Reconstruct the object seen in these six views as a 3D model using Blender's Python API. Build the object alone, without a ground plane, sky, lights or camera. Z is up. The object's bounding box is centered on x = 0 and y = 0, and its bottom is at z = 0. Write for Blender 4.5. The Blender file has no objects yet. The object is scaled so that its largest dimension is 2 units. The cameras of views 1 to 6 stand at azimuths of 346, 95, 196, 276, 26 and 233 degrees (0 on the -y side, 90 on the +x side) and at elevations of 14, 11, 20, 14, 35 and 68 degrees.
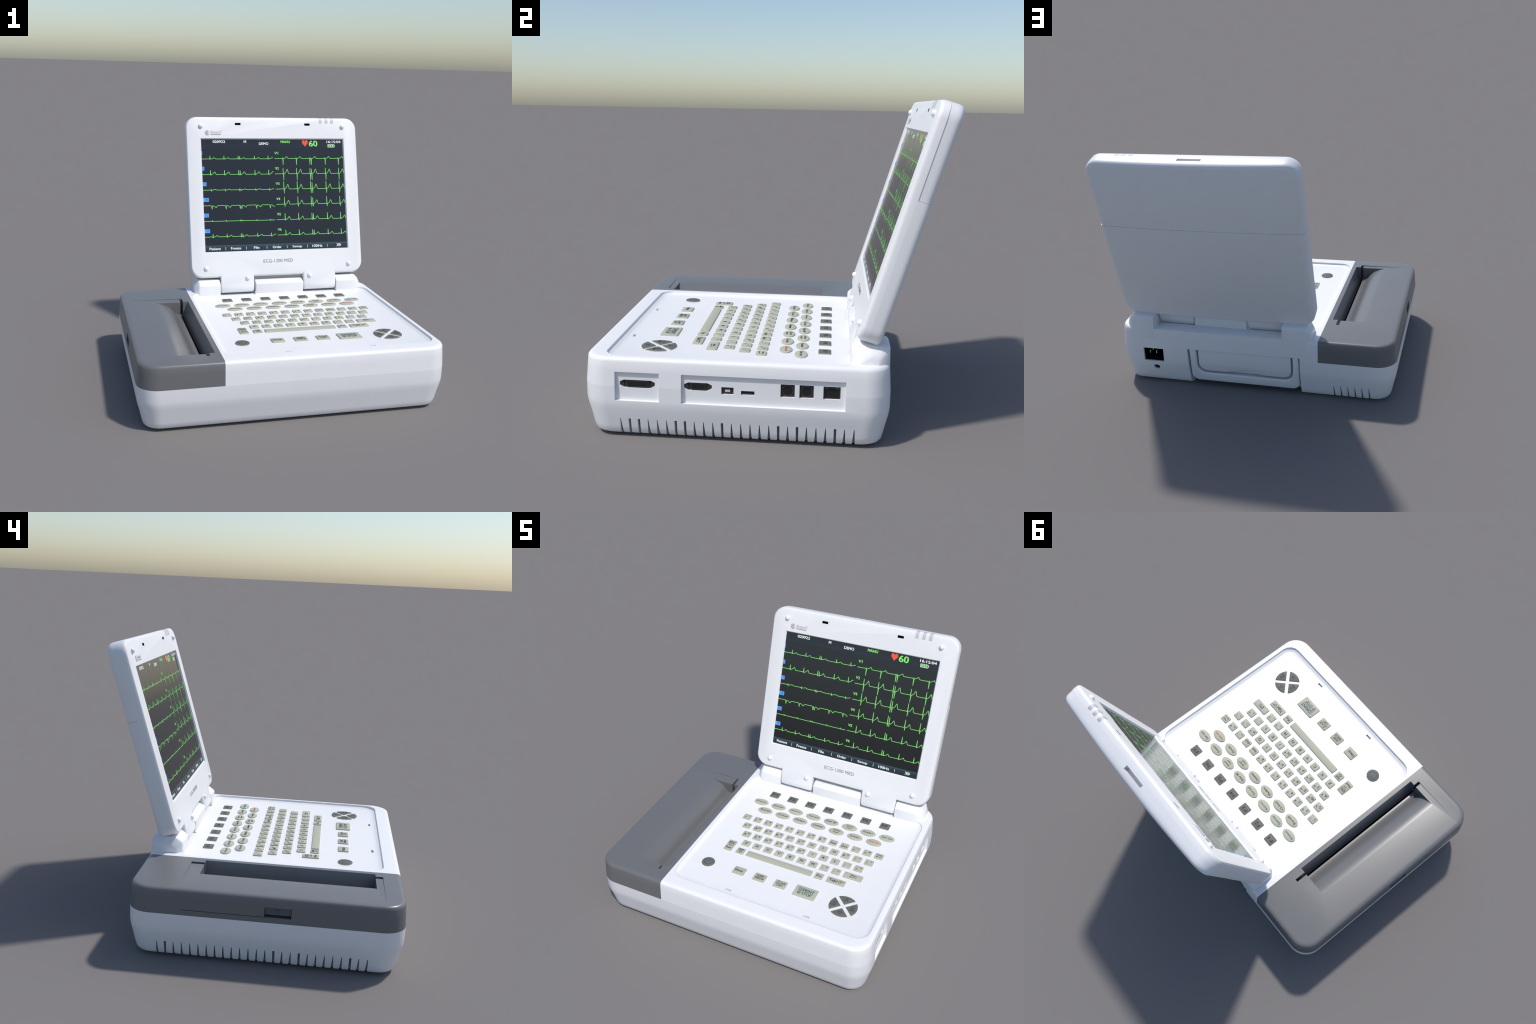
import bpy, bmesh, math
from mathutils import Matrix, Vector
from math import sin, cos, pi, radians

# ------------------------------------------------------------------ materials
def material(name, color, rough=0.45, spec=0.5, metal=0.0, coat=0.0, grain=0.0, bump=0.0, vary=0.0):
    m = bpy.data.materials.new(name)
    m.use_nodes = True
    nt = m.node_tree
    p = nt.nodes["Principled BSDF"]
    p.inputs["Base Color"].default_value = (*color, 1)
    p.inputs["Roughness"].default_value = rough
    p.inputs["Specular IOR Level"].default_value = spec
    p.inputs["Metallic"].default_value = metal
    p.inputs["Coat Weight"].default_value = coat
    tc = nt.nodes.new("ShaderNodeTexCoord")
    if grain:
        n = nt.nodes.new("ShaderNodeTexNoise")
        n.inputs["Scale"].default_value = 9.0
        n.inputs["Detail"].default_value = 4.0
        nt.links.new(tc.outputs["Object"], n.inputs["Vector"])
        r = nt.nodes.new("ShaderNodeValToRGB")
        r.color_ramp.elements[0].position = 0.3
        r.color_ramp.elements[1].position = 0.7
        r.color_ramp.elements[0].color = (*[c * (1 - grain) for c in color], 1)
        r.color_ramp.elements[1].color = (*[min(1, c * (1 + grain * .5)) for c in color], 1)
        nt.links.new(n.outputs["Fac"], r.inputs["Fac"])
        nt.links.new(r.outputs["Color"], p.inputs["Base Color"])
    if vary:
        oi = nt.nodes.new("ShaderNodeObjectInfo")
        hs = nt.nodes.new("ShaderNodeHueSaturation")
        hs.inputs["Color"].default_value = (*color, 1)
        mr = nt.nodes.new("ShaderNodeMapRange")
        mr.inputs["To Min"].default_value = 1 - vary
        mr.inputs["To Max"].default_value = 1 + vary
        nt.links.new(oi.outputs["Random"], mr.inputs["Value"])
        nt.links.new(mr.outputs["Result"], hs.inputs["Value"])
        nt.links.new(hs.outputs["Color"], p.inputs["Base Color"])
    if bump:
        n2 = nt.nodes.new("ShaderNodeTexNoise")
        n2.inputs["Scale"].default_value = 260.0
        nt.links.new(tc.outputs["Object"], n2.inputs["Vector"])
        b = nt.nodes.new("ShaderNodeBump")
        b.inputs["Strength"].default_value = bump
        b.inputs["Distance"].default_value = 0.001
        nt.links.new(n2.outputs["Fac"], b.inputs["Height"])
        nt.links.new(b.outputs["Normal"], p.inputs["Normal"])
    return m

WHITE = material("white_plastic", (0.775, 0.775, 0.785), 0.42, 0.5, grain=0.012)
GREY = material("grey_plastic", (0.145, 0.147, 0.152), 0.33, 0.5, grain=0.02)
GREY_IN = material("recess_shade_plastic", (0.085, 0.087, 0.092), 0.45, 0.5)
CREAM = material("cream_key", (0.425, 0.43, 0.345), 0.6, 0.25, vary=0.03)
DARKKEY = material("dark_key", (0.135, 0.138, 0.125), 0.6, 0.25, vary=0.03)
INK = material("black_ink", (0.03, 0.032, 0.032), 0.6, 0.2)
INK_TEAL = material("teal_ink", (0.03, 0.09, 0.11), 0.6, 0.2)
INK_RED = material("red_ink", (0.55, 0.03, 0.04), 0.6, 0.2)
LABEL = material("grey_label_ink", (0.16, 0.16, 0.17), 0.6, 0.2)
LOGO = material("silver_label_ink", (0.33, 0.33, 0.35), 0.5, 0.3)
BLACK = material("black_plastic", (0.012, 0.012, 0.013), 0.4, 0.4)
CONN = material("dark_connector", (0.03, 0.026, 0.026), 0.35, 0.5)
METAL = material("connector_metal", (0.13, 0.12, 0.12), 0.35, 0.5, metal=0.7)
PIN = material("pin_metal", (0.55, 0.54, 0.5), 0.3, 0.5, metal=0.9)
LAMP = material("lamp_window", (0.52, 0.52, 0.54), 0.4, 0.4)
RUBBER = material("bumper_rubber", (0.775, 0.775, 0.785), 0.45, 0.5)
S_GREEN = material("screen_green", (0.22, 0.66, 0.16), 0.12, 0.5)
S_GREEN2 = material("screen_bright_green", (0.26, 0.85, 0.16), 0.12, 0.5)
S_WHITE = material("screen_white", (0.85, 0.9, 0.86), 0.12, 0.5)
S_RED = material("screen_red", (0.85, 0.09, 0.04), 0.12, 0.5)
S_BLUE = material("screen_blue", (0.11, 0.36, 0.88), 0.12, 0.5)
S_NAVY = material("screen_navy", (0.03, 0.06, 0.12), 0.12, 0.5)
S_LINE = material("screen_line", (0.03, 0.045, 0.065), 0.12, 0.5)


def screen_material():
    """dark display: darker core, bluish header, gradient menu bar, all by local height"""
    m = bpy.data.materials.new("display_glass")
    m.use_nodes = True
    nt = m.node_tree
    p = nt.nodes["Principled BSDF"]
    p.inputs["Roughness"].default_value = 0.17
    p.inputs["Specular IOR Level"].default_value = 0.5
    tc = nt.nodes.new("ShaderNodeTexCoord")
    sx = nt.nodes.new("ShaderNodeSeparateXYZ")
    nt.links.new(tc.outputs["Object"], sx.inputs[0])
    mr = nt.nodes.new("ShaderNodeMapRange")
    mr.inputs["From Min"].default_value = 0.126
    mr.inputs["From Max"].default_value = 0.996
    nt.links.new(sx.outputs["Y"], mr.inputs["Value"])
    r = nt.nodes.new("ShaderNodeValToRGB")
    cr = r.color_ramp
    stops = [(0.0, (.016, .026, .034)), (0.03, (.03, .055, .070)), (0.044, (.055, .10, .125)),
             (0.0495, (.09, .17, .21)), (0.052, (.018, .021, .023)), (0.93, (.022, .027, .033)),
             (0.931, (.026, .034, .046)), (0.975, (.020, .027, .037)), (1.0, (.014, .017, .022))]
    cr.elements[0].position, cr.elements[0].color = stops[0][0], (*stops[0][1], 1)
    cr.elements[1].position, cr.elements[1].color = stops[-1][0], (*stops[-1][1], 1)
    for pos, c in stops[1:-1]:
        e = cr.elements.new(pos)
        e.color = (*[k * 0.62 for k in c], 1)
    nt.links.new(mr.outputs["Result"], r.inputs["Fac"])
    nt.links.new(r.outputs["Color"], p.inputs["Base Color"])
    return m

GLASS = screen_material()

# ------------------------------------------------------------------ helpers
def link(obj, parent=None):
    bpy.context.scene.collection.objects.link(obj)
    if parent is not None:
        obj.parent = parent
    return obj


def shade(me, angle=35):
    for p in me.polygons:
        p.use_smooth = True
    me.set_sharp_from_angle(angle=radians(angle))


def mesh_obj(name, bm, mat, parent=None, angle=35, mw=None):
    bmesh.ops.recalc_face_normals(bm, faces=bm.faces)
    me = bpy.data.meshes.new(name)
    bm.to_mesh(me)
    bm.free()
    for m in (mat if isinstance(mat, (list, tuple)) else [mat]):
        me.materials.append(m)
    shade(me, angle)
    o = bpy.data.objects.new(name, me)
    link(o, parent)
    if mw is not None:
        o.matrix_world = mw
    return o


def rrect(x0, x1, y0, y1, r, n=8, sx=1, sy=1):
    """rounded rectangle, counter-clockwise, straight sides split sx / sy times"""
    pts = []
    cs = [(x1 - r, y0 + r, -90), (x1 - r, y1 - r, 0), (x0 + r, y1 - r, 90), (x0 + r, y0 + r, 180)]
    for k, (cx, cy, a0) in enumerate(cs):
        for i in range(n + 1):
            a = radians(a0 + 90 * i / n)
            pts.append((cx + r * cos(a), cy + r * sin(a)))
        nx = cs[(k + 1) % 4]
        a = radians(a0 + 90)
        ex, ey = cx + r * cos(a), cy + r * sin(a)
        fx, fy = nx[0] + r * cos(a), nx[1] + r * sin(a)
        s = sy if k % 2 == 0 else sx
        for i in range(1, s):
            t = i / s
            pts.append((ex + (fx - ex) * t, ey + (fy - ey) * t))
    return pts


def loft(rings, cap0=True, cap1=True):
    bm = bmesh.new()
    vs = [[bm.verts.new(p) for p in ring] for ring in rings]
    n = len(vs[0])
    for a, b in zip(vs, vs[1:]):
        for i in range(n):
            j = (i + 1) % n
            bm.faces.new((a[i], a[j], b[j], b[i]))
    if cap0:
        bm.faces.new(vs[0][::-1])
    if cap1:
        bm.faces.new(vs[-1])
    return bm


def prism(poly, axis, a0, a1):
    """extrude a 2D polygon along an axis. axis x: poly=(y,z); y: (x,z); z: (x,y)"""
    def pt(p, t):
        return {'x': (t, p[0], p[1]), 'y': (p[0], t, p[1]), 'z': (p[0], p[1], t)}[axis]
    return loft([[pt(p, a0) for p in poly], [pt(p, a1) for p in poly]])


def box(x0, x1, y0, y1, z0, z1):
    return prism([(x0, y0), (x1, y0), (x1, y1), (x0, y1)], 'z', z0, z1)


def bevel_bm(bm, w, seg=2, angle=50):
    bmesh.ops.recalc_face_normals(bm, faces=bm.faces)
    es = [e for e in bm.edges if len(e.link_faces) == 2 and e.calc_face_angle(0) > radians(angle)]
    bmesh.ops.bevel(bm, geom=es, offset=w, segments=seg, affect='EDGES', profile=0.5, clamp_overlap=True)
    return bm


def join_bm(bms):
    out = bmesh.new()
    for b in bms:
        me = bpy.data.meshes.new("tmp")
        b.to_mesh(me)
        b.free()
        out.from_mesh(me)
        bpy.data.meshes.remove(me)
    return out


def boolean(obj, bms, op='DIFFERENCE', angle=35):
    """apply boolean with each cutter mesh; the cutter is deleted"""
    for bm in (bms if isinstance(bms, list) else [bms]):
        bmesh.ops.recalc_face_normals(bm, faces=bm.faces)
        me = bpy.data.meshes.new("cutter")
        bm.to_mesh(me)
        bm.free()
        c = bpy.data.objects.new("cutter", me)
        bpy.context.scene.collection.objects.link(c)
        c.matrix_world = obj.matrix_world
        md = obj.modifiers.new("b", 'BOOLEAN')
        md.operation = op
        md.object = c
        md.solver = 'EXACT'
        bpy.context.view_layer.update()
        dg = bpy.context.evaluated_depsgraph_get()
        new = bpy.data.meshes.new_from_object(obj.evaluated_get(dg))
        obj.modifiers.clear()
        old = obj.data
        obj.data = new
        new.name = obj.name
        bpy.data.meshes.remove(old)
        bpy.data.objects.remove(c)
        bpy.data.meshes.remove(me)
    shade(obj.data, angle)
    return obj


def split(bm, co, no, keep_positive):
    b = bm.copy()
    g = b.verts[:] + b.edges[:] + b.faces[:]
    bmesh.ops.bisect_plane(b, geom=g, plane_co=co, plane_no=no, clear_inner=keep_positive, clear_outer=not keep_positive, dist=1e-6)
    es = [e for e in b.edges if e.is_boundary]
    bmesh.ops.contextual_create(b, geom=es)
    return b


_cache = {}
def text_bm(s, cx, cy, h=None, w=None, z=0.0, ext=0.0006, bold=0.0, M=None, aspect=None):
    """built-in-font lettering scaled so that its box is h high / w wide, centred on (cx, cy)"""
    cu = bpy.data.curves.new("t", 'FONT')
    cu.body = s
    cu.size = 1.0
    cu.extrude = 0.0
    cu.resolution_u = 3
    o = bpy.data.objects.new("t", cu)
    bpy.context.scene.collection.objects.link(o)
    bpy.context.view_layer.update()
    me = bpy.data.meshes.new_from_object(o.evaluated_get(bpy.context.evaluated_depsgraph_get()))
    bpy.data.objects.remove(o)
    bpy.data.curves.remove(cu)
    xs = [v.co.x for v in me.vertices]
    ys = [v.co.y for v in me.vertices]
    bw, bh = max(xs) - min(xs), max(ys) - min(ys)
    fx = (w / bw) if w else None
    fy = (h / bh) if h else None
    fx = fx or fy
    fy = fy or fx
    mx, my = (max(xs) + min(xs)) / 2, (max(ys) + min(ys)) / 2
    bm = bmesh.new()
    bm.from_mesh(me)
    bpy.data.meshes.remove(me)
    for v in bm.verts:
        v.co = Vector(((v.co.x - mx) * fx + cx, (v.co.y - my) * fy + cy, z))
    thicken(bm, ext)
    if bold:   # heavier print: the same lettering set two more times, a stroke's breadth apart
        k = bold * fy
        a, c = bm.copy(), bm.copy()
        bmesh.ops.translate(a, verts=a.verts, vec=(-k, k * .3, .00004))
        bmesh.ops.translate(c, verts=c.verts, vec=(k, -k * .3, .00008))
        bm = join_bm([bm, a, c])
    if M is not None:
        bm.transform(M)
    return bm


def thicken(bm, ext):
    """give flat print a little thickness towards +z"""
    r = bmesh.ops.extrude_face_region(bm, geom=bm.faces[:])
    for g in r["geom"]:
        if isinstance(g, bmesh.types.BMVert):
            g.co.z += ext
    return bm


def flat(poly, z=0.0, ext=0.0006):
    bm = bmesh.new()
    bm.faces.new([bm.verts.new((x, y, z)) for x, y in poly])
    return thicken(bm, ext)


def bar(x0, x1, y0, y1, z=0.0, ext=0.0006):
    return flat([(x0, y0), (x1, y0), (x1, y1), (x0, y1)], z, ext)


def ribbon(pts, w, z=0.0, ext=0.0006):
    """line of constant width through 2D points, one bar per stretch (neighbours at slightly different levels)"""
    bms = []
    for i, (p, q) in enumerate(zip(pts, pts[1:])):
        p, q = Vector(p), Vector(q)
        if (q - p).length < 1e-6:
            continue
        d = (q - p).normalized()
        n = Vector((-d.y, d.x)) * w / 2
        e = d * w * 0.32
        bms.append(flat([tuple(p - e - n), tuple(q + e - n), tuple(q + e + n), tuple(p - e + n)], z, ext + (i % 3) * 0.00006))
    return join_bm(bms)


def ring_bm(cx, cy, r, w, a0=0, a1=360, z=0.0, ext=0.0006, n=24):
    pts = [(cx + r * cos(radians(a0 + (a1 - a0) * i / n)), cy + r * sin(radians(a0 + (a1 - a0) * i / n))) for i in range(n + 1)]
    return ribbon(pts, w, z, ext)


def ellipse(cx, cy, a, b, n=24):
    return [(cx + a * cos(2 * pi * i / n), cy + b * sin(2 * pi * i / n)) for i in range(n)]


# ------------------------------------------------------------------ root
root = bpy.data.objects.new("ecg_machine", None)
link(root)
root["label"] = "white portable ECG machine with open screen lid, keyboard and grey printer cover"
root["category"] = "medical device"

# ------------------------------------------------------------------ body shells
X0, X1, Y0, Y1 = -1.0, 1.0, -0.944, 0.646
SPLIT_X, SEAM_Z, TOP_Z = -0.478, 0.285, 0.435
CORNER = 0.135


def body_ring(inset, z, r=None):
    r = CORNER - inset * 0.8 if r is None else r
    front = 0.0045 * max(0.0, min(1.0, (0.235 - z) / 0.12))   # the front wall leans in a little more than the others
    return [(x, y, z) for x, y in rrect(X0 + inset + front * .9, X1 - inset, Y0 + inset + front, Y1 - inset, r, 8)]

bottom_profile = [(0.080, 0.0), (0.073, 0.004), (0.042, 0.021), (0.036, 0.029), (0.028, 0.060), (0.016, 0.115), (0.006, 0.158), (0.0015, 0.185), (0.0, 0.205), (0.0, SEAM_Z)]
bottom = mesh_obj("bottom_shell", loft([body_ring(i, z) for i, z in bottom_profile]), WHITE, root, 30)


def wall_inset(z):
    pr = bottom_profile
    for (i0, z0), (i1, z1) in zip(pr, pr[1:]):
        if z0 <= z <= z1:
            return i0 + (i1 - i0) * (z - z0) / (z1 - z0)
    return 0.0

top_profile = [(0.0, SEAM_Z), (0.006, 0.37), (0.0095, 0.413), (0.0125, 0.4225), (0.019, 0.4305), (0.028, 0.434), (0.040, TOP_Z)]
top_bm = loft([body_ring(i, z) for i, z in top_profile])
white_top = split(top_bm, (SPLIT_X, 0, 0), (1, 0, 0), True)
grey_top = split(top_bm, (SPLIT_X, 0, 0), (1, 0, 0), False)
top_bm.free()
top_shell = mesh_obj("top_shell", white_top, WHITE, root, 30)
printer_cover = mesh_obj("printer_cover", grey_top, GREY, root, 30)

# --- side port recesses (cross the seam, so they cut both shells)
PORT_X = 0.982
CONN_X = 0.968
def sx(y, z):
    """positions read on the plane x = .96, moved to the recess floor along the line of sight"""
    return 0.315 + (y - 0.315) * 0.9945, 1.69 + (z - 1.69) * 0.9945

def oct_poly(y0, y1, z0, z1, cut):
    h = (z1 - z0)
    return [(y0, z0 + h * .35), (y0 + cut, z0), (y1 - cut, z0), (y1, z0 + h * .35), (y1, z0 + h * .75), (y1 - cut, z1), (y0 + cut, z1), (y0, z0 + h * .75)]

def socket_rect(ya, yb, za, zb):
    y0, z0 = sx(ya, za)
    y1, z1 = sx(yb, zb)
    return y0, y1, z0, z1

SERIAL = [socket_rect(-0.746, -0.562, 0.266, 0.309), socket_rect(-0.410, -0.266, 0.267, 0.310)]
USB_B, USB_A = socket_rect(-0.217, -0.154, 0.254, 0.293), socket_rect(-0.116, -0.047, 0.256, 0.278)
ROUND = [socket_rect(0.086, 0.158, 0.254, 0.323), socket_rect(0.182, 0.254, 0.254, 0.323)]
NET = socket_rect(0.303, 0.389, 0.254, 0.322)

def port_cutters():
    cut = [box(PORT_X, 1.1, -0.763, -0.533, 0.209, 0.361), box(PORT_X, 1.1, -0.419, 0.415, 0.208, 0.361)]
    cut += [prism(oct_poly(*q, .022), 'x', CONN_X, 1.0) for q in SERIAL]
    cut += [box(CONN_X, 1.0, *q) for q in [USB_B, USB_A, NET] + ROUND]
    return cut
boolean(bottom, port_cutters(), angle=30)
boolean(top_shell, port_cutters(), angle=30)

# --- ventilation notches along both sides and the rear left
vents = []
PITCH = 0.04817
RECT_R, RECT_L = {1, 2, 6, 7, 11, 17, 19, 23}, {2, 8, 11, 24}
for side, rects in ((1, RECT_R), (-1, RECT_L)):
    for i in range(26):
        y = -0.74 + i * PITCH
        lean = 0.004 * (12 - i) / 12 * (1 if side > 0 else 1)
        if i in rects:
            poly = [(y - .0065, -.02), (y + .0065, -.02), (y + .0065, .106), (y - .0065, .106)]
        else:
            poly = [(y - .009 + lean, -.02), (y + .0125 + lean, -.02), (y + .0015, .106), (y - .0015, .106)]
        a, b = (0.90, 1.05) if side > 0 else (-1.05, -0.90)
        vents.append(prism(poly, 'x', a, b))
for i in range(6):
    x = -0.581 - i * 0.0484
    poly = [(x - .015, -.02), (x + .003, -.02), (x + .0012, .112), (x - .0012, .112)]
    vents.append(prism(poly, 'y', 0.55, 0.70))
boolean(bottom, join_bm(vents), angle=30)

# --- rear: carry handle bay, mains socket, earth terminal
HX0, HX1, HZ = -0.351, 0.470, 0.2855
boolean(bottom, [box(HX0, HX1, 0.574, 0.70, -0.02, 0.33), box(HX0 + .0005, HX1 - .0005, 0.44, 0.60, -0.02, 0.044), box(0.654, 0.806, 0.30, 0.70, 0.183, 0.2865),
                 prism([(0.721 + 0.026 * cos(radians(a)), 0.131 + 0.021 * sin(radians(a))) for a in (20, 75, 140, 190, 250, 320)], 'y', 0.40, 0.70)], angle=30)
boolean(top_shell, [box(HX0, HX1, 0.578, 0.70, 0.20, 0.309)], angle=30)

# --- top deck: keyboard recess, hinge pockets
RX0, RX1, RY0, RY1 = -0.458, 0.951, -0.836, 0.448
PANEL_Z = 0.4125
rec = [[(x, y, z) for x, y in rrect(RX0 + i, RX1 - i, RY0 + i, RY1 - i, 0.085 - i, 4)]
       for i, z in ((0.0, 0.50), (0.0, TOP_Z), (0.003, 0.4235), (0.022, 0.4140), (0.030, PANEL_Z))]
pockets = [box(-0.229, 0.048, 0.425, 0.537, PANEL_Z + .0005, 0.6), box(0.440, 0.716, 0.425, 0.537, PANEL_Z + .0005, 0.6)]
lamps_cut = [box(x - .022, x + .022, -.787, -.771, 0.380, 0.5) for x in (-0.04, 0.528)]
boolean(top_shell, [loft(rec)], angle=30)
boolean(top_shell, pockets + lamps_cut, angle=30)

# --- rear hinge blocks and central hinge block
def hinge_block(xs, top, name):
    bm = loft([[(x, y, z) for y, z in prof] for x, prof in xs])
    return mesh_obj(name, bevel_bm(bm, 0.004, 2, 30), WHITE, top_shell, 30)

full = [(0.432, 0.40), (0.438, 0.494), (0.447, 0.504), (0.484, 0.531), (0.606, 0.531), (0.627, 0.523), (0.6355, 0.510), (0.6376, 0.412), (0.6403, 0.37), (0.6438, 0.30), (0.60, 0.30), (0.60, 0.40)]
def shrunk(dz, dyf, dyr):
    return [(y + (dyf if y < .55 else -dyr), z - (dz if z > .45 else 0)) for y, z in full]
hinge_block_ledge = [(0.534, 0.41), (0.534, 0.4375), (0.6240, 0.4370), (0.6350, 0.4320), (0.6376, 0.412), (0.6403, 0.37), (0.6438, 0.30), (0.60, 0.30), (0.60, 0.41)]
hinge_block([(-0.428, shrunk(0.045, 0.03, 0.012)), (-0.400, shrunk(0.006, 0.006, 0.0)), (-0.390, full), (-0.228, full)], None, "hinge_block")
hinge_block([(0.714, full), (0.860, full), (0.885, shrunk(0.008, 0.004, 0.006)), (0.915, shrunk(0.035, 0.02, 0.03)), (0.935, shrunk(0.07, 0.03, 0.055))], None, "hinge_block")
mid = [(0.437, 0.40), (0.437, 0.496), (0.487, 0.5190), (0.523, 0.5185), (0.534, 0.510), (0.534, 0.40)]
hinge_block([(0.053, mid), (0.4385, mid)], None, "hinge_block")
mesh_obj("hinge_ledge", prism(hinge_block_ledge, 'x', -0.2285, 0.7145), WHITE, top_shell, 30)

# ------------------------------------------------------------------ indicator lamps in the deck
for x in (-0.04, 0.528):
    mesh_obj("indicator_lamp", box(x - .0215, x + .0215, -.7865, -.7715, 0.375, 0.3985), LAMP, top_shell)

# ------------------------------------------------------------------ connectors on the right side
CX = CONN_X
def connector(name, parts):
    """first part is the connector, the others are its inner pieces"""
    for k, (bm, mat) in enumerate(parts):
        mesh_obj(name if k == 0 else name + "_core", bm, mat, bottom)

for y0, y1, z0, z1 in SERIAL:
    m = 0.032
    zi0, zi1, cz = z0 + .005, z1 - .005, (z0 + z1) / 2 + .002
    shell = prism([(y0 + m + .004, zi0), (y1 - m - .004, zi0), (y1 - m, zi1), (y0 + m, zi1)], 'x', CX, CX + .010)
    core = prism([(y0 + m + .007, zi0 + .003), (y1 - m - .007, zi0 + .003), (y1 - m - .003, zi1 - .003), (y0 + m + .003, zi1 - .003)], 'x', CX, CX + .0105)
    nuts = join_bm([prism(ellipse(c, cz, .008, .008, 8), 'x', CX, CX + .009) for c in (y0 + .014, y1 - .014)])
    hole = join_bm([prism(ellipse(c, cz, .004, .004, 8), 'x', CX, CX + .0095) for c in (y0 + .014, y1 - .014)])
    connector("serial_connector", [(prism(oct_poly(y0 + .0004, y1 - .0004, z0 + .0004, z1 - .0004, .022), 'x', CX - .004, CX + .002), CONN), (join_bm([shell, nuts]), METAL), (join_bm([core, hole]), BLACK)])

def plate(q):
    y0, y1, z0, z1 = q
    return box(CX - .004, CX + .002, y0 + .0004, y1 - .0004, z0 + .0004, z1 - .0004)

y0, y1, z0, z1 = USB_B
ring = [(y0 + .008, z0 + .006), (y1 - .008, z0 + .006), (y1 - .008, z1 - .013), (y1 - .016, z1 - .006), (y0 + .016, z1 - .006), (y0 + .008, z1 - .013)]
inn = [(y0 + .011, z0 + .009), (y1 - .011, z0 + .009), (y1 - .011, z1 - .014), (y1 - .017, z1 - .009), (y0 + .017, z1 - .009), (y0 + .011, z1 - .014)]
connector("usb_socket", [(plate(USB_B), CONN), (prism(ring, 'x', CX, CX + .004), METAL), (prism(inn, 'x', CX, CX + .0045), BLACK),
                         (box(CX, CX + .009, y0 + .018, y1 - .018, z0 + .013, z1 - .014), LAMP)])
y0, y1, z0, z1 = USB_A
connector("usb_socket", [(plate(USB_A), BLACK), (box(CX, CX + .006, y0 + .008, y1 - .008, z0 + .003, z0 + .007), METAL)])
for q in ROUND:
    y0, y1, z0, z1 = q
    cy, cz = (y0 + y1) / 2, (z0 + z1) / 2
    rg = ring_bm(0, 0, 0.027, 0.003, z=0, ext=.004)
    rg.transform(Matrix(((0, 0, 1, CX + .001), (1, 0, 0, cy), (0, 1, 0, cz), (0, 0, 0, 1))))
    connector("round_socket", [(plate(q), CONN), (rg, METAL), (prism(ellipse(cy, cz, .025, .025, 20), 'x', CX, CX + .0035), BLACK)])
y0, y1, z0, z1 = NET
connector("network_socket", [(plate(NET), CONN),
                             (prism([(y0 + .008, z0 + .006), (y1 - .008, z0 + .006), (y1 - .008, z1 - .018), (y1 - .026, z1 - .018), (y1 - .026, z1 - .004), (y0 + .026, z1 - .004), (y0 + .026, z1 - .018), (y0 + .008, z1 - .018)], 'x', CX, CX + .0035), BLACK),
                             (join_bm([box(CX, CX + .004, y0 + .010, y0 + .024, z1 - .013, z1 - .006), box(CX, CX + .004, y1 - .024, y1 - .010, z1 - .013, z1 - .006)]), METAL)])

# ------------------------------------------------------------------ mains socket + earth terminal linings at the rear
def liner(poly_out, poly_in, y0, y1):
    """open-fronted dark cup: outer tube, inner tube, closed back"""
    rings = [[(x, y0, z) for x, z in poly_out], [(x, y1, z) for x, z in poly_out], [(x, y1, z) for x, z in poly_in], [(x, y0 + .004, z) for x, z in poly_in]]
    return loft(rings)

def rect(x0, x1, z0, z1):
    return [(x0, z0), (x1, z0), (x1, z1), (x0, z1)]
mesh_obj("mains_socket_lining", liner(rect(.6545, .8055, .1835, .2845), rect(.657, .803, .186, .282), 0.302, 0.632), BLACK, bottom)  # black lining added to darken the socket cavity cut in the white shell
mesh_obj("mains_pin", join_bm([box(0.774 - k * .024, 0.781 - k * .024, 0.40, 0.60, 0.222 + (k == 1) * .026, 0.244 + (k == 1) * .026) for k in range(3)]), PIN, bottom)
hexa = lambda k: [(0.721 + 0.026 * k * cos(radians(a)), 0.131 + 0.021 * k * sin(radians(a))) for a in (20, 75, 140, 190, 250, 320)]
mesh_obj("earth_terminal_lining", liner(hexa(.985), hexa(.88), 0.402, 0.612), BLACK, bottom)  # added black cup that keeps this small hole dark inside

# ------------------------------------------------------------------ carry handle and its bay panel
def rear_shift(bm, base):
    """slide vertices so that the piece follows the inward-leaning rear wall"""
    for v in bm.verts:
        v.co.y -= wall_inset(max(0.0, v.co.z)) * 0.9
    return bm

def arc(cx, cz, r, a0, a1, n=6):
    return [(cx + r * cos(radians(a0 + (a1 - a0) * i / n)), cz + r * sin(radians(a0 + (a1 - a0) * i / n))) for i in range(n + 1)]

ox0, ox1, oz = -0.340, 0.459, 0.041
ix0, ix1, iz = -0.297, 0.408, 0.112
outer = [(ox0, 0.306)] + arc(ox0 + .055, oz + .055, .055, 180, 270) + arc(ox1 - .055, oz + .055, .055, 270, 360) + [(ox1, 0.306)]
inner = [(ix1, 0.306)] + arc(ix1 - .065, iz + .065, .065, 360, 270) + arc(ix0 + .065, iz + .065, .065, 270, 180) + [(ix0, 0.306)]
hb = bmesh.new()
def strip(y):
    return [hb.verts.new((x, y, z)) for x, z in outer], [hb.verts.new((x, y, z)) for x, z in inner[::-1]]
o0, i0 = strip(0.596)
o1, i1 = strip(0.640)
for k in range(len(outer) - 1):
    hb.faces.new((o1[k], o1[k + 1], i1[k + 1], i1[k]))
    hb.faces.new((o0[k + 1], o0[k], i0[k], i0[k + 1]))
    hb.faces.new((o0[k], o0[k + 1], o1[k + 1], o1[k]))
    hb.faces.new((i0[k + 1], i0[k], i1[k], i1[k + 1]))
for k in (0, -1):
    hb.faces.new((o0[k], o1[k], i1[k], i0[k]))
handle = mesh_obj("carry_handle", rear_shift(bevel_bm(hb, 0.010, 3, 60), 0), WHITE, root, 40)

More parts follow.
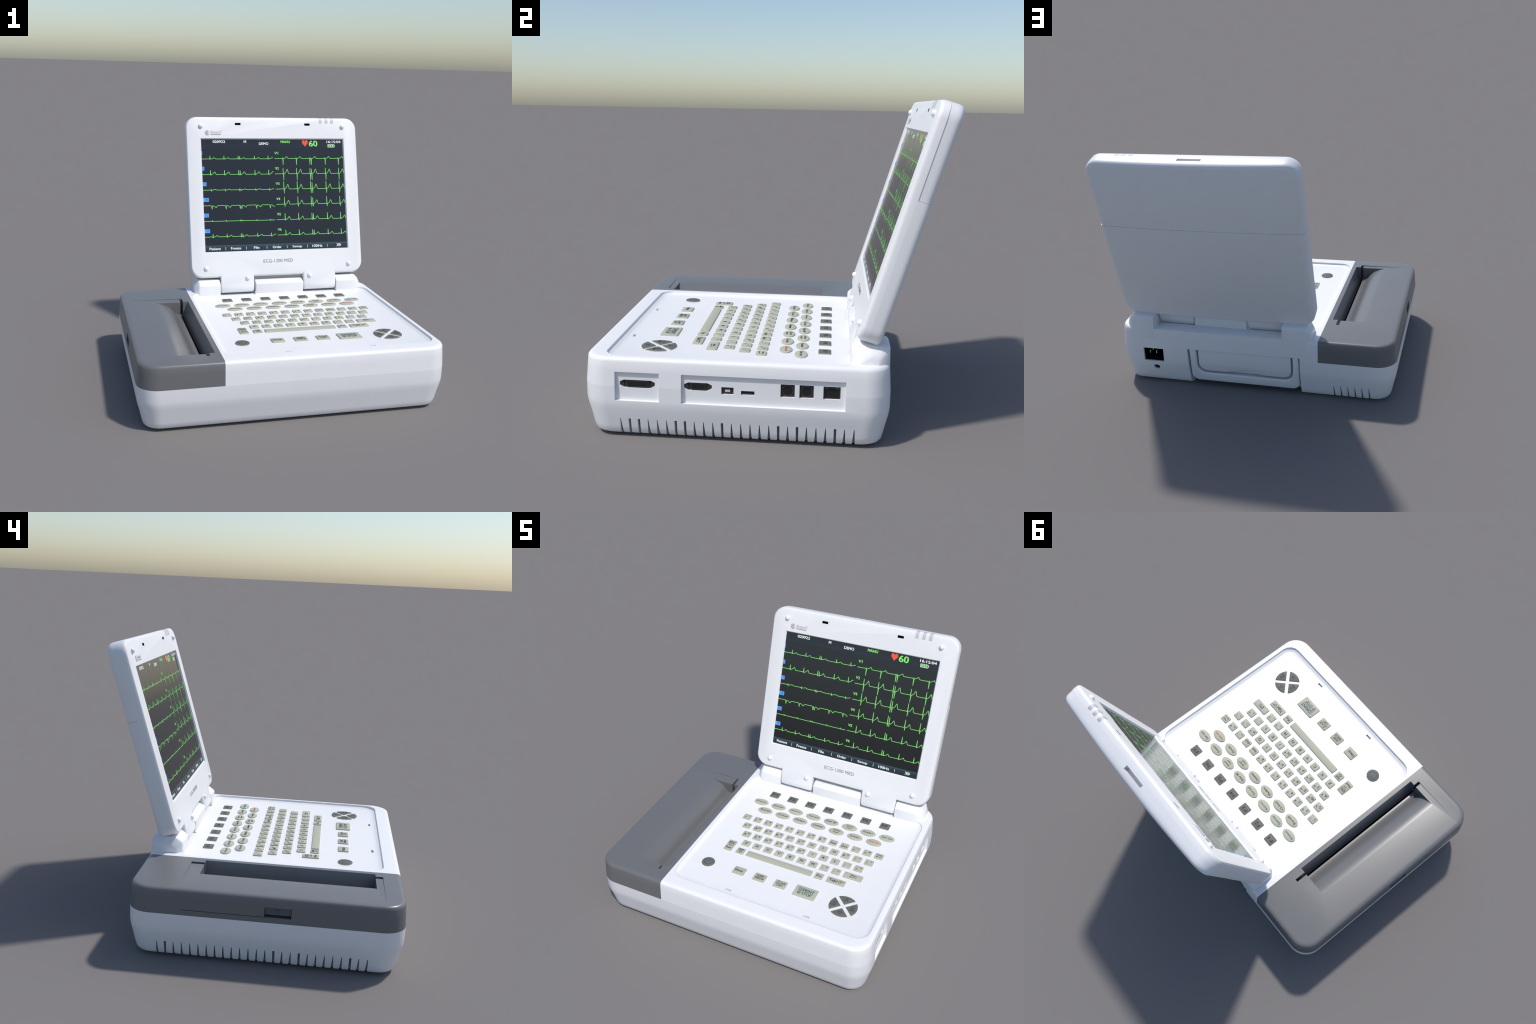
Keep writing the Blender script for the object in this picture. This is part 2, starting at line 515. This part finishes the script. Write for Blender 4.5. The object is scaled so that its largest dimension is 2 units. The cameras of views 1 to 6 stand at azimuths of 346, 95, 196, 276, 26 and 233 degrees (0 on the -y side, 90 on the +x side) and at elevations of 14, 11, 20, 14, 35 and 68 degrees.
px0, px1, pz = ix0 + .014, ix1 - .014, 0.130
lip = [(x, pz + 0.036 * 0.5 * (1 + cos(pi * max(-1, min(1, (x - 0.06) / 0.15))))) for x in [0.21 - i * 0.3 / 12 for i in range(13)]]
panel_poly = [(px1, 0.3085)] + arc(px1 - .06, pz + .06, .06, 0, -90) + lip + arc(px0 + .06, pz + .06, .06, 270, 180) + [(px0, 0.3085)]
pb = prism(panel_poly, 'y', 0.572, 0.632)
mesh_obj("handle_bay_panel", rear_shift(bevel_bm(pb, 0.003, 2, 60), 0), WHITE, bottom, 40)

# ------------------------------------------------------------------ printer cover: slot, trough, door seams, latch
trough = [(-0.815, 0.4334), (-0.785, 0.4327), (-0.760, 0.4314), (-0.740, 0.4292), (-0.722, 0.4258), (-0.706, 0.4212), (-0.690, 0.4150), (-0.672, 0.4070), (-0.655, 0.3975), (-0.640, 0.386), (-0.627, 0.372), (-0.614, 0.356), (-0.602, 0.344), (-0.590, 0.338), (-0.578, 0.335), (-0.568, 0.334), (-0.568, 0.27), (-0.548, 0.27), (-0.5465, 0.325), (-0.511, 0.433), (-0.511, 0.46), (-0.815, 0.46)]
door_dip = [(-0.965, 0.4332), (-0.60, 0.4285), (-0.548, 0.4280), (-0.548, 0.46), (-0.965, 0.46)]
trough, door_dip = ([(x, z + .002) for x, z in q] for q in (trough, door_dip))
boolean(printer_cover, [prism(door_dip, 'y', -0.8205, 0.3485)], angle=30)
boolean(printer_cover, [prism(trough, 'y', -0.776, 0.266)], angle=30)
boolean(printer_cover, [box(-0.568, -0.548, -0.821, 0.349, 0.33, 0.46),
                        ], angle=30)
boolean(printer_cover, [box(-1.05, -0.955, -0.300, -0.149, 0.317, 0.374),
                        box(-1.05, -0.986, -0.155, 0.33, 0.3155, 0.3185)], angle=30)
lat = [(-0.985, 0.368), (-0.985, 0.330), (-0.960, 0.322), (-0.95, 0.372)]
lb = loft([[(-0.9880, y, 0.331), (-0.957, y, 0.327), (-0.957, y, 0.3735), (-0.9860 + d, y, 0.369)] for y, d in ((-0.2975, 0.002), (-0.255, 0.002), (-0.2245, 0.024), (-0.194, 0.002), (-0.1515, 0.002))])
mesh_obj("door_latch", lb, GREY_IN, printer_cover, 30)  # catch in darker grey than the cover: recess shade put into its colour
boolean(bottom, [box(-0.5682, -0.5478, -0.776, 0.266, 0.20, 0.33)], angle=30)
mesh_obj("paper_roller", prism([(-0.558 + .008 * cos(a * pi / 6), 0.235 + .008 * sin(a * pi / 6)) for a in range(12)], 'y', -0.774, 0.264), BLACK, printer_cover, 40)
mesh_obj("slot_liner", join_bm([box(-.5679, -.5667, -.7758, .2658, .205, .330), box(-.5494, -.5482, -.7758, .2658, .205, .322), box(-.5679, -.5482, -.7758, .2658, .2005, .206)]), BLACK, printer_cover)  # added black walls and floor, so the paper gap stays dark
mesh_obj("tear_bar", join_bm([box(-0.5515, -0.5488, -0.7755, 0.2655, 0.300, 0.333)]), GREY_IN, printer_cover)

# ------------------------------------------------------------------ keyboard
keyboard = bpy.data.objects.new("keyboard", None)
link(keyboard, root)
KTOP = 0.4198
KB0 = PANEL_Z - 0.004

def key_mesh(name, poly_fn, mat, side_mat):
    """thin key: straight sides, small rounded top edge; side faces take side_mat"""
    rings = [[(x, y, z) for x, y in poly_fn(i)] for i, z in ((0.0, KB0), (0.0, KTOP - 0.0022), (0.0008, KTOP - 0.0007), (0.0026, KTOP))]
    bm = loft(rings)
    bmesh.ops.recalc_face_normals(bm, faces=bm.faces)
    me = bpy.data.meshes.new(name)
    bm.to_mesh(me)
    bm.free()
    me.materials.append(mat)
    me.materials.append(side_mat)
    for p in me.polygons:
        p.use_smooth = True
        if abs(p.normal.z) < 0.2 and side_mat is not mat:
            p.material_index = 1
    me.set_sharp_from_angle(angle=radians(60))
    return me

def rect_fn(w, h, r=0.006):
    return lambda i: rrect(-w / 2 + i, w / 2 - i, -h / 2 + i, h / 2 - i, max(r - i * .5, .002), 3)

def ell_fn(a, b, n=20):
    return lambda i: ellipse(0, 0, a - i, b - i, n)

def place(me, name, x, y):
    o = bpy.data.objects.new(name, me)
    o.location = (x, y, 0)
    link(o, keyboard)
    return o

LZ = KTOP + 0.0001
leg = {"k": [], "t": [], "r": [], "g": []}
def label(s, x, y, h=None, w=None, ink="k", bold=0.022):
    leg[ink].append(text_bm(s, x, y, h, w, LZ, 0.0005, bold))

small = key_mesh("key", rect_fn(.060, .057), CREAM, CREAM)
fkey = key_mesh("function_key", rect_fn(.073, .067), DARKKEY, CREAM)
oval = key_mesh("oval_key", ell_fn(.0575, .0345), CREAM, CREAM)
P = 0.0866
rows = [(-0.277, -0.034, [("1", "!"), ("2", "@"), ("3", "#"), ("4", "$"), ("5", "%"), ("6", "^"), ("7", "&"), ("8", "*"), ("9", "#/t"), ("0", "a/t"), ("-", "_"), ("=", "+"), ("<Back", "")]),
        (-0.232, -0.126, [("Q", "a"), ("W", "o"), ("E", "u"), ("R", "B"), ("T", "R"), ("Y", "o"), ("U", ""), ("I", ""), ("O", ""), ("P", "/*"), ("/", "?"), ("\\", "|")]),
        (-0.190, -0.216, [("A", "e"), ("S", "a"), ("D", "o"), ("F", "a"), ("G", "v"), ("H", "a"), ("J", ""), ("K", ""), ("L", ""), (";", ":"), ("'", "\"")]),
        (-0.146, -0.308, [("Z", ""), ("X", ""), ("C", ""), ("V", ""), ("B", ""), ("N", ""), ("M", ""), (",", "<"), (".", ">")])]
for x0, y, ks in rows:
    for i, (a, b) in enumerate(ks):
        x = x0 + i * P
        place(small, "key", x, y)
        if a == "<Back":
            label("Stop", x, y + .010, .014, .036)
            leg["k"].append(ribbon([(x + .018, y - .010), (x - .014, y - .010)], .0035, LZ, .0005))
            leg["k"].append(flat([(x - .022, y - .010), (x - .012, y - .016), (x - .012, y - .004)], LZ, .0005))
        elif b and a in "1234567890-=/\\;',.":
            hh = {"-": None, "=": .009, ",": None, ".": None, "'": None, ";": .016}.get(a, .019)
            ww = {"-": .012, ",": .004, ".": .0045, "'": .004}.get(a)
            low = a in "-,.'"
            label(a, x - .014, y - (.010 if low else .007), hh, ww)
            if b in ("#/t", "a/t"):
                label(b, x + .010, y - .006, .017, .030)
                label("(" if a == "9" else ")", x - .013, y + .017, .012)
            else:
                hb_ = {"_": None, "<": .012, ">": .012, ":": .011, "\"": .008, "+": .015, "^": .008, "|": .014, "!": .014, "?": .014}.get(b, .013)
                wb = {"_": .016}.get(b)
                label(b, x + .014, y + .010, hb_, wb)
        elif b:
            label(a, x - .012, y - .005, .0205)
            label(b, x + .013, y + .009, .012 if b != "/*" else .014)
        else:
            label(a, x, y, .0215)

for i in range(7):
    x = -0.204 + i * 0.1493
    place(fkey, "function_key", x, 0.3015)
    label("F%d" % (i + 1), x - .002, 0.3035, .024, .040)

upper = [("Pretest", "t"), ("Exercise", "t"), ("Recovery", "t"), ("Test end", "t"), ("Enter BP", "k"), ("Speed/Load+", "k"), ("Grade+", "k"), ("Start test", "t")]
lower = [("Recall", "k"), ("12-lead", "k"), ("Medians", "k"), ("Comment", "k"), ("Speed/Load-", "k"), ("Grade-", "k"), ("Stop test", "r")]
for x0, y, row in ((-0.263, 0.178, upper), (-0.1895, 0.0925, lower)):
    for i, (s, ink) in enumerate(row):
        x = x0 + i * 0.1446
        place(oval, "oval_key", x, y)
        if "/" in s:
            a, b = s.split("/")
            label(a, x, y + .010, .016, .050, ink, .02)
            label(b, x, y - .010, .013, .042, ink, .02)
        else:
            w = min(.078, .0125 * len(s) - (.008 if len(s) > 7 else 0))
            label(s, x, y + .001, .0165 if any(c in s for c in "ypgTMRSECG") else .015, w, ink, .02)

def one(name, x, y, w, h, mat=CREAM, side=CREAM, r=.006):
    return place(key_mesh(name, rect_fn(w, h, r), mat, side), name, x, y)

one("enter_key", 0.670, -0.307, .133, .057)
label("Enter", .670, -.299, .014, .036)
leg["k"].append(ribbon([(.693, -.305), (.693, -.316), (.655, -.316)], .003, LZ, .0005))
leg["k"].append(flat([(.646, -.316), (.657, -.322), (.657, -.310)], LZ, .0005))
one("escape_key", -0.240, -0.375, .060, .109)
label("ESC", -.240, -.347, .021, .044)
leg["k"].append(bar(-.263, -.217, -.3635, -.3615, LZ, .0005))
label("->0<-", -.240, -.377, .012, .040)
label("Reset", -.240, -.402, .018, .042)
one("shift_key", -0.145, -0.399, .060, .057)
label("Shift", -.145, -.385, .015, .036)
leg["k"].append(ribbon([(-.150, -.419), (-.150, -.409), (-.159, -.409), (-.145, -.397), (-.131, -.409), (-.140, -.409), (-.140, -.419), (-.150, -.419)], .0028, LZ, .0005))
one("space_bar", 0.1555, -0.3995, .499, .053)
one("key", 0.458, -0.399, .060, .057)
label("Fn", .458, -.399, .021, .034)
one("tab_key", 0.582, -0.3995, .131, .055)
label("Tab/", .562, -.399, .024, .060)
leg["k"].append(ring_bm(.609, -.400, .009, .003, z=LZ, ext=.0005))
leg["k"].append(ribbon([(.609, -.390), (.632, -.390), (.632, -.395)], .003, LZ, .0005))
one("mode_key", -0.057, -0.586, .087, .070)
leg["k"].append(ring_bm(-.084, -.585, .0095, .0025, z=LZ, ext=.0005))
label("P", -.084, -.585, .011)
label("MODE", -.052, -.588, .017, .042)
one("sleep_key", 0.099, -0.586, .087, .070)
label("SLEEP", .099, -.572, .016, .048)
leg["k"].append(bar(.068, .130, -.5855, -.5835, LZ, .0005))
label("WAKE UP", .099, -.598, .016, .064)
one("copy_key", 0.253, -0.586, .087, .070)
leg["k"].append(ribbon([(.220, -.583), (.229, -.583), (.229, -.562), (.238, -.562), (.238, -.583), (.246, -.583)], .0028, LZ, .0005))
label("1mV", .268, -.574, .017, .034)
leg["k"].append(bar(.218, .290, -.5895, -.5875, LZ, .0005))
label("COPY", .252, -.602, .014, .042)
one("print_key", 0.438, -0.586, .156, .101)
label("PRINT", .455, -.569, .024, .078, "t")
leg["t"].append(ribbon([(.385, -.580), (.410, -.580), (.410, -.556), (.385, -.556), (.385, -.580)], .003, LZ, .0005))
label("Z", .3975, -.568, .014, None, "t")
leg["t"].append(bar(.384, .494, -.5875, -.585, LZ, .0005))
leg["t"].append(ring_bm(.397, -.604, .010, .004, z=LZ, ext=.0005))
label("O", .397, -.604, .009, None, "t")
label("STOP", .452, -.604, .024, .068, "t")

power = place(key_mesh("power_button", ell_fn(.0475, .0475, 12), DARKKEY, CREAM), "power_button", -0.296, -0.597)
leg["t"].append(ring_bm(-.296, -.597, .027, .0035, 125, 415, LZ, .0005))
leg["t"].append(bar(-.2978, -.2942, -.597, -.566, LZ, .0005))

# four-way pad: quarter discs separated by a diagonal gap
def sector_fn(rot):
    def fn(i):
        r, g = 0.095, 0.0125 + i * 0.8
        R = r - i
        a = math.asin(g / R)
        pts = [(g * math.sqrt(2), 0.0)]
        lo, hi = -pi / 4 + a, pi / 4 - a
        pts += [(R * cos(lo + (hi - lo) * k / 10), R * sin(lo + (hi - lo) * k / 10)) for k in range(11)]
        return [(x * cos(rot) - y * sin(rot), x * sin(rot) + y * cos(rot)) for x, y in pts]
    return fn
DPX, DPY = 0.7105, -0.596
for k in range(4):
    place(key_mesh("arrow_key", sector_fn(k * pi / 2), DARKKEY, CREAM), "arrow_key", DPX, DPY)
    a = k * pi / 2
    c = Vector((DPX + .062 * cos(a), DPY + .062 * sin(a) + (.010 if k in (0, 2) else 0)))
    tri = [(c.x + .014 * cos(a + j * 2 * pi / 3), c.y + .014 * sin(a + j * 2 * pi / 3)) for j in range(3)]
    leg["k"].append(ribbon(tri + [tri[0]], .0025, LZ, .0005))
    if k in (0, 2):
        label("LEAD", c.x + (.004 if k == 0 else -.004), c.y - .022, .012, .034)
for ink, mat in (("k", INK), ("t", INK_TEAL), ("r", INK_RED)):
    o = mesh_obj("key_legend", join_bm(leg[ink]), mat, keyboard)
    o["kind"] = "stuff"

# ------------------------------------------------------------------ screen lid (local axes: x, up the lid, out of its face)
TILT = radians(16.47)
ORG = Vector((0, 0.4812, 0.6275))
LM = Matrix(((1, 0, 0, ORG.x), (0, sin(TILT), -cos(TILT), ORG.y), (0, cos(TILT), sin(TILT), ORG.z), (0, 0, 0, 1)))
LX0, LX1, LH0, LH1 = -0.455, 0.946, -0.078, 1.1755
LC, LW = (LX0 + LX1) / 2, (LX1 - LX0) / 2

def dome(x, h, d):
    """barrel-shaped back: bulges at mid width, more so towards the top"""
    w = max(0.0, min(1.0, (d - 0.075) / 0.045))
    u = (x - LC) / LW
    k = (max(0.0, h) / 1.15) ** 2
    return d + w * ((0.009 + 0.013 * k) * (1 - u * u) + 0.004 * k)

def lid_ring(inset, d, r):
    return [(x, h + (-0.007 * max(0.0, min(1.0, (d - .085) / .03)) if h < 0.05 else 0.0), -dome(x, h, d)) for x, h in rrect(LX0 + inset, LX1 - inset, LH0 + inset, LH1 - inset, r - 0.026, 8, 16, 4)]

bez_rings = [lid_ring(0.022, 0.0, .10), lid_ring(0.011, 0.003, .108), lid_ring(0.004, 0.011, .115), lid_ring(0.001, 0.022, .118), lid_ring(0.0, 0.050, .118)]
lid = mesh_obj("screen_lid", loft(bez_rings), WHITE, root, 30, LM)

def knuckle(x0, x1):
    prof = [(-0.02, 0.0), (-0.150, 0.0), (-0.172, 0.003), (-0.188, 0.012), (-0.197, 0.030), (-0.197, 0.065), (-0.188, 0.080), (-0.170, 0.090), (-0.130, 0.094), (-0.06, 0.094), (-0.06, 0.04), (-0.02, 0.04)]
    rings = []
    for x, s in ((x0, 0.010), (x0 + 0.004, 0.004), (x0 + 0.012, 0.0), (x1 - 0.012, 0.0), (x1 - 0.004, 0.004), (x1, 0.010)):
        c = (-0.10, 0.05)
        ring = []
        for h, d in prof:
            hh = h + (s if h < -0.14 else 0)
            dd = d + (s if d < 0.03 else (-s if d > 0.07 else 0)) if h < -0.05 else d
            ring.append((x, hh, -dd))
        rings.append(ring)
    return loft(rings)
boolean(lid, [knuckle(-0.223, 0.040), knuckle(0.444, 0.710)], 'UNION', 30)
open_ = [[(x, h, z) for x, h in ((-.341 + i, .115 + i), (.8325 - i, .115 + i), (.8325 - i, 1.0055 - i), (-.341 + i, 1.0055 - i))] for i, z in ((-.005, .008), (0.0, .0003), (.0075, -.0125))]
boolean(lid, [loft(open_),
              box(-0.063, -0.017, 1.108, 1.126, -0.044, 0.05), box(0.506, 0.551, 1.108, 1.126, -0.044, 0.05)], angle=30)
for xa, xb in ((-0.063, -0.017), (0.506, 0.551)):
    q = lambda i, z: [(xa + i, 1.108 + i, z), (xb - i, 1.108 + i, z), (xb - i, 1.126 - i, z), (xa + i, 1.126 - i, z)]
    mesh_obj("latch_hole_lining", loft([q(.0002, -.043), q(.0002, -.0012), q(.0012, -.0012), q(.0012, -.041)]), BLACK, lid, 30, LM)  # black lining added so the hole in the white bezel looks dark

# back cover: rounded rim then a gently barrel-shaped back made of strips
def back_bm(grow=0.0):
    rings = [lid_ring(0.0 - grow, 0.0502, .118), lid_ring(0.0 - grow, 0.085, .118), lid_ring(0.002 - grow, 0.101, .116), lid_ring(0.007 - grow, 0.110, .112), lid_ring(0.016 - grow, 0.1165, .104), lid_ring(0.030 - grow, 0.120, .092)]
    bm = loft(rings, True, False)
    bm.verts.ensure_lookup_table()
    n = len(rings[0])
    last = bm.verts[-n:]
    idx = sorted(range(n), key=lambda i: i)
    xs = sorted({round(v.co.x, 5) for v in last})
    col = {}
    for v in last:
        col.setdefault(round(v.co.x, 5), []).append(v)
    cols = [sorted(col[x], key=lambda v: v.co.y) for x in xs]
    for a, b in zip(cols, cols[1:]):
        fa = [a[0], b[0], b[-1], a[-1]]
        if len(a) > 2 or len(b) > 2:
            fa = [a[0], b[0]] + b[1:-1] + [b[-1], a[-1]] + a[1:-1][::-1]
        bm.faces.new(fa)
    return bm

bb = back_bm()
SEAM_H = 0.686
low = split(bb, (0, SEAM_H - .0007, 0), (0, 1, 0), False)
up = split(bb, (0, SEAM_H + .0007, 0), (0, 1, 0), True)
bb.free()
for v in up.verts:  # the upper cover sits slightly inside the lower one
    v.co.x = LX0 + (v.co.x - LX0) * (1 - 0.0032 / (2 * LW))
    v.co.z = v.co.z + 0.0018
back_low = mesh_obj("lid_back_cover", low, WHITE, lid, 30, LM)
back_up = mesh_obj("lid_upper_cover", up, WHITE, lid, 30, LM)
boolean(back_up, [box(0.158, 0.314, 1.140, 1.30, -0.092, -0.066)], angle=30)

mesh_obj("display_screen", box(-0.337, 0.829, 0.1185, 1.001, -0.020, -0.0115), GLASS, lid, 30, LM)

for x, h in ((-0.335, 1.10), (0.824, 1.10), (-0.336, -0.004), (0.825, -0.004), (-0.011, -0.0875), (0.4925, -0.0855)):
    rings = [[(x + r * cos(2 * pi * k / 16), h + r * sin(2 * pi * k / 16), z) for k in range(16)] for r, z in ((.0175, -.004), (.0175, .004), (.0165, .009), (.013, .0135), (.008, .0165), (.003, .0175))]
    mesh_obj("bumper", loft(rings), RUBBER, lid, 60, LM)

for xa, xb in ((0.630, 0.653), (0.679, 0.7025), (0.7265, 0.750)):
    prof = [(1.128, 0.0), (1.1545, 0.0), (1.1655, 0.0035), (1.1725, 0.012), (1.1755, 0.023), (1.1765, 0.040)]
    inn = [(h - .006, d + .006) for h, d in prof]
    inn[0] = (1.128, .006)
    poly = [(h, -d + .0012) for h, d in prof] + [(h, -d) for h, d in inn[::-1]]
    mesh_obj("status_light", prism(poly, 'x', xa, xb), LAMP, lid, 60, LM)

# lettering on the bezel
txt = [text_bm("ECG-1200 MED", 0.241, 0.0375, .0255, .240, 0.0002, .0005)]
mesh_obj("model_lettering", join_bm(txt), LABEL, lid, 30, LM)
logo = [text_bm("Elitech", -0.2185, 1.0515, .021, .080, 0.0002, .0005), bar(-.259, -.178, 1.0305, 1.0365, .0002, .0005), ring_bm(-.172, 1.060, .003, .0012, z=.0002, ext=.0005, n=10)]
for k in range(5):
    hh = 1.046 - .0145 + k * .00725
    ww = math.sqrt(max(0, .0185 ** 2 - (hh - 1.046) ** 2))
    logo.append(ribbon([(-.284 - ww, hh + .001), (-.284 - ww * .3, hh - .0025), (-.284 + ww * .5, hh + .001)], .0042, .0002, .0005))
logo.append(ring_bm(-.284, 1.046, .0175, .0022, 60, 330, z=.0002, ext=.0005))
mesh_obj("maker_lettering", join_bm(logo), LOGO, lid, 30, LM)

# ------------------------------------------------------------------ screen picture: traces, labels, header, menu
SZ = -0.0113
def wave(x0, x1, base, beats, up_, down, twave, pwave=0.002, extra=None):
    """one lead: flat line with QRS spikes, T waves and small P waves"""
    pts = [(x0, base)]
    for k, b in enumerate(beats):
        spikes = [b] if k != 2 else [b, b + .0125]
        pts += [(b - .022, base), (b - .015, base + pwave), (b - .008, base), (b - .004, base - .001)]
        for s in spikes:
            if up_ > 0:
                pts += [(s - .0015, base), (s, base + up_ * (1 if s == b else .85))]
            if down > 0:
                pts += [(s + .0025, base - down), (s + .005, base - .001)]
            else:
                pts += [(s + .003, base - .002), (s + .005, base)]
        t = spikes[-1]
        for dx, f in ((.014, .12), (.022, .35), (.028, .75), (.033, 1.0), (.037, .8), (.042, .2), (.047, 0.0)):
            if t + dx < x1:
                pts.append((t + dx, base + twave * f))
    pts = [p for p in pts if p[0] <= x1]
    last = pts[-1]
    if last[0] < x1 - .004:
        pts.append((x1, base))
    return ribbon(pts, 0.0040, SZ)

LB = [-0.270, -0.159, -0.046, 0.0855, 0.197]
RB = [0.3165, 0.428, 0.540, 0.670, 0.782]
left = [(.023, .001, .010), (.033, .006, .020), (.008, .009, .006), (0, .027, -.015), (.008, 0, .0005), (.021, .007, .011)]
right = [(.007, .050, .015), (.044, .051, .036), (.060, .033, .037), (.058, .020, .031), (.049, .005, .025), (.038, .003, .017)]
traces = []
for i in range(6):
    base = 0.8445 - .1213 * i
    traces.append(wave(-0.3385, 0.238, base, LB, *left[i]))
    traces.append(wave(0.250, 0.8305, base + .0015, RB, *right[i]))
o = mesh_obj("ecg_trace", join_bm(traces), S_GREEN, lid, 30, LM)

names = ["I", "II", "III", "aVR", "aVL", "aVF"]
edge_x = [-.329, -.317, -.305, -.292, -.297, -.292]
blue, navy, vtxt = [], [], []
for i in range(6):
    c = 0.891 - .1213 * i
    blue.append(bar(-.3395, edge_x[i], c - .015, c + .0145, SZ))
    if i == 0:
        navy.append(bar(-.3355, -.3335, c - .010, c + .009, SZ + .0004))
    elif i < 3:
        for k in range(i + 1):
            navy.append(bar(edge_x[i] - .008 - k * .009, edge_x[i] - .006 - k * .009, c - .010, c + .009, SZ + .0004))
    else:
        navy.append(text_bm(names[i][1:], edge_x[i] - .018, c, .019, .026, SZ + .0004))
        navy.append(bar(-.3385, -.336, c - .009, c + .006, SZ + .0004))
    vtxt.append(text_bm("V%d" % (i + 1), 0.266, 0.8895 - .1213 * i, .0195, .030, SZ, .0006, .03))
mesh_obj("lead_tag", join_bm(blue), S_BLUE, lid, 30, LM)
mesh_obj("lead_tag_lettering", join_bm(navy), S_NAVY, lid, 30, LM)
vtxt += [text_bm("MANU", 0.3445, 0.980, .020, .076, SZ, .0006, .03), text_bm("60", 0.5765, 0.966, .046, .069, SZ, .0006, .03)]
for k in range(3):
    vtxt.append(bar(.7045 + k * .0155, .7165 + k * .0155, .9405, .9555, SZ))
mesh_obj("lead_lettering", join_bm(vtxt), S_GREEN2, lid, 30, LM)

white = [text_bm("020922", -0.1935, 0.980, .020, .098, SZ, .0006, .03), text_bm("M", 0.0145, 0.980, .019, .018, SZ, .0006, .03),
         text_bm("DEMO", 0.166, 0.965, .020, .076, SZ, .0006, .03), text_bm("16:15:04", 0.751, 0.9805, .020, .118, SZ, .0006, .03)]
white.append(ribbon([(.7005, .937), (.7005, .959), (.752, .959), (.752, .954), (.758, .954), (.758, .942), (.752, .942), (.752, .937), (.7005, .937)], .003, SZ))
menu = [("Patient", -.2575, .088), ("Freeze", -.092, .080), ("File", .073, .044), ("Order", .240, .072), ("Setup", .4065, .078), ("100Hz", .574, .083)]
for s, x, w in menu:
    desc = any(c in s for c in "pgy")
    white.append(text_bm(s, x, .146 - (.002 if desc else 0), .0235 if desc else .0195, w, SZ, .0006, .025))
for x in (-.174, -.009, .157, .322, .491, .657):
    white.append(bar(x - .0012, x + .0012, .134, .157, SZ))
for k in range(3):
    x = .738 + k * .012
    white.append(ribbon([(x, .138), (x + .011, .148), (x, .158)], .0045, SZ))
mesh_obj("screen_lettering", join_bm(white), S_WHITE, lid, 30, LM)
hp = []
for k in range(32):
    t = 2 * pi * k / 32
    hx = 16 * sin(t) ** 3
    hy = 13 * cos(t) - 5 * cos(2 * t) - 2 * cos(3 * t) - cos(4 * t)
    hp.append((.5075 + hx * .0255 / 16, .9665 + (hy + 2.5) * .0275 / 14.5))
mesh_obj("heart_symbol", flat(hp, SZ), S_RED, lid, 30, LM)
seps = [bar(x - .0008, x + .0008, .935, .968, SZ, .0003) for x in (-.043, .073, .259, .476, .652)]
mesh_obj("header_divider", join_bm(seps), S_LINE, lid, 30, LM)
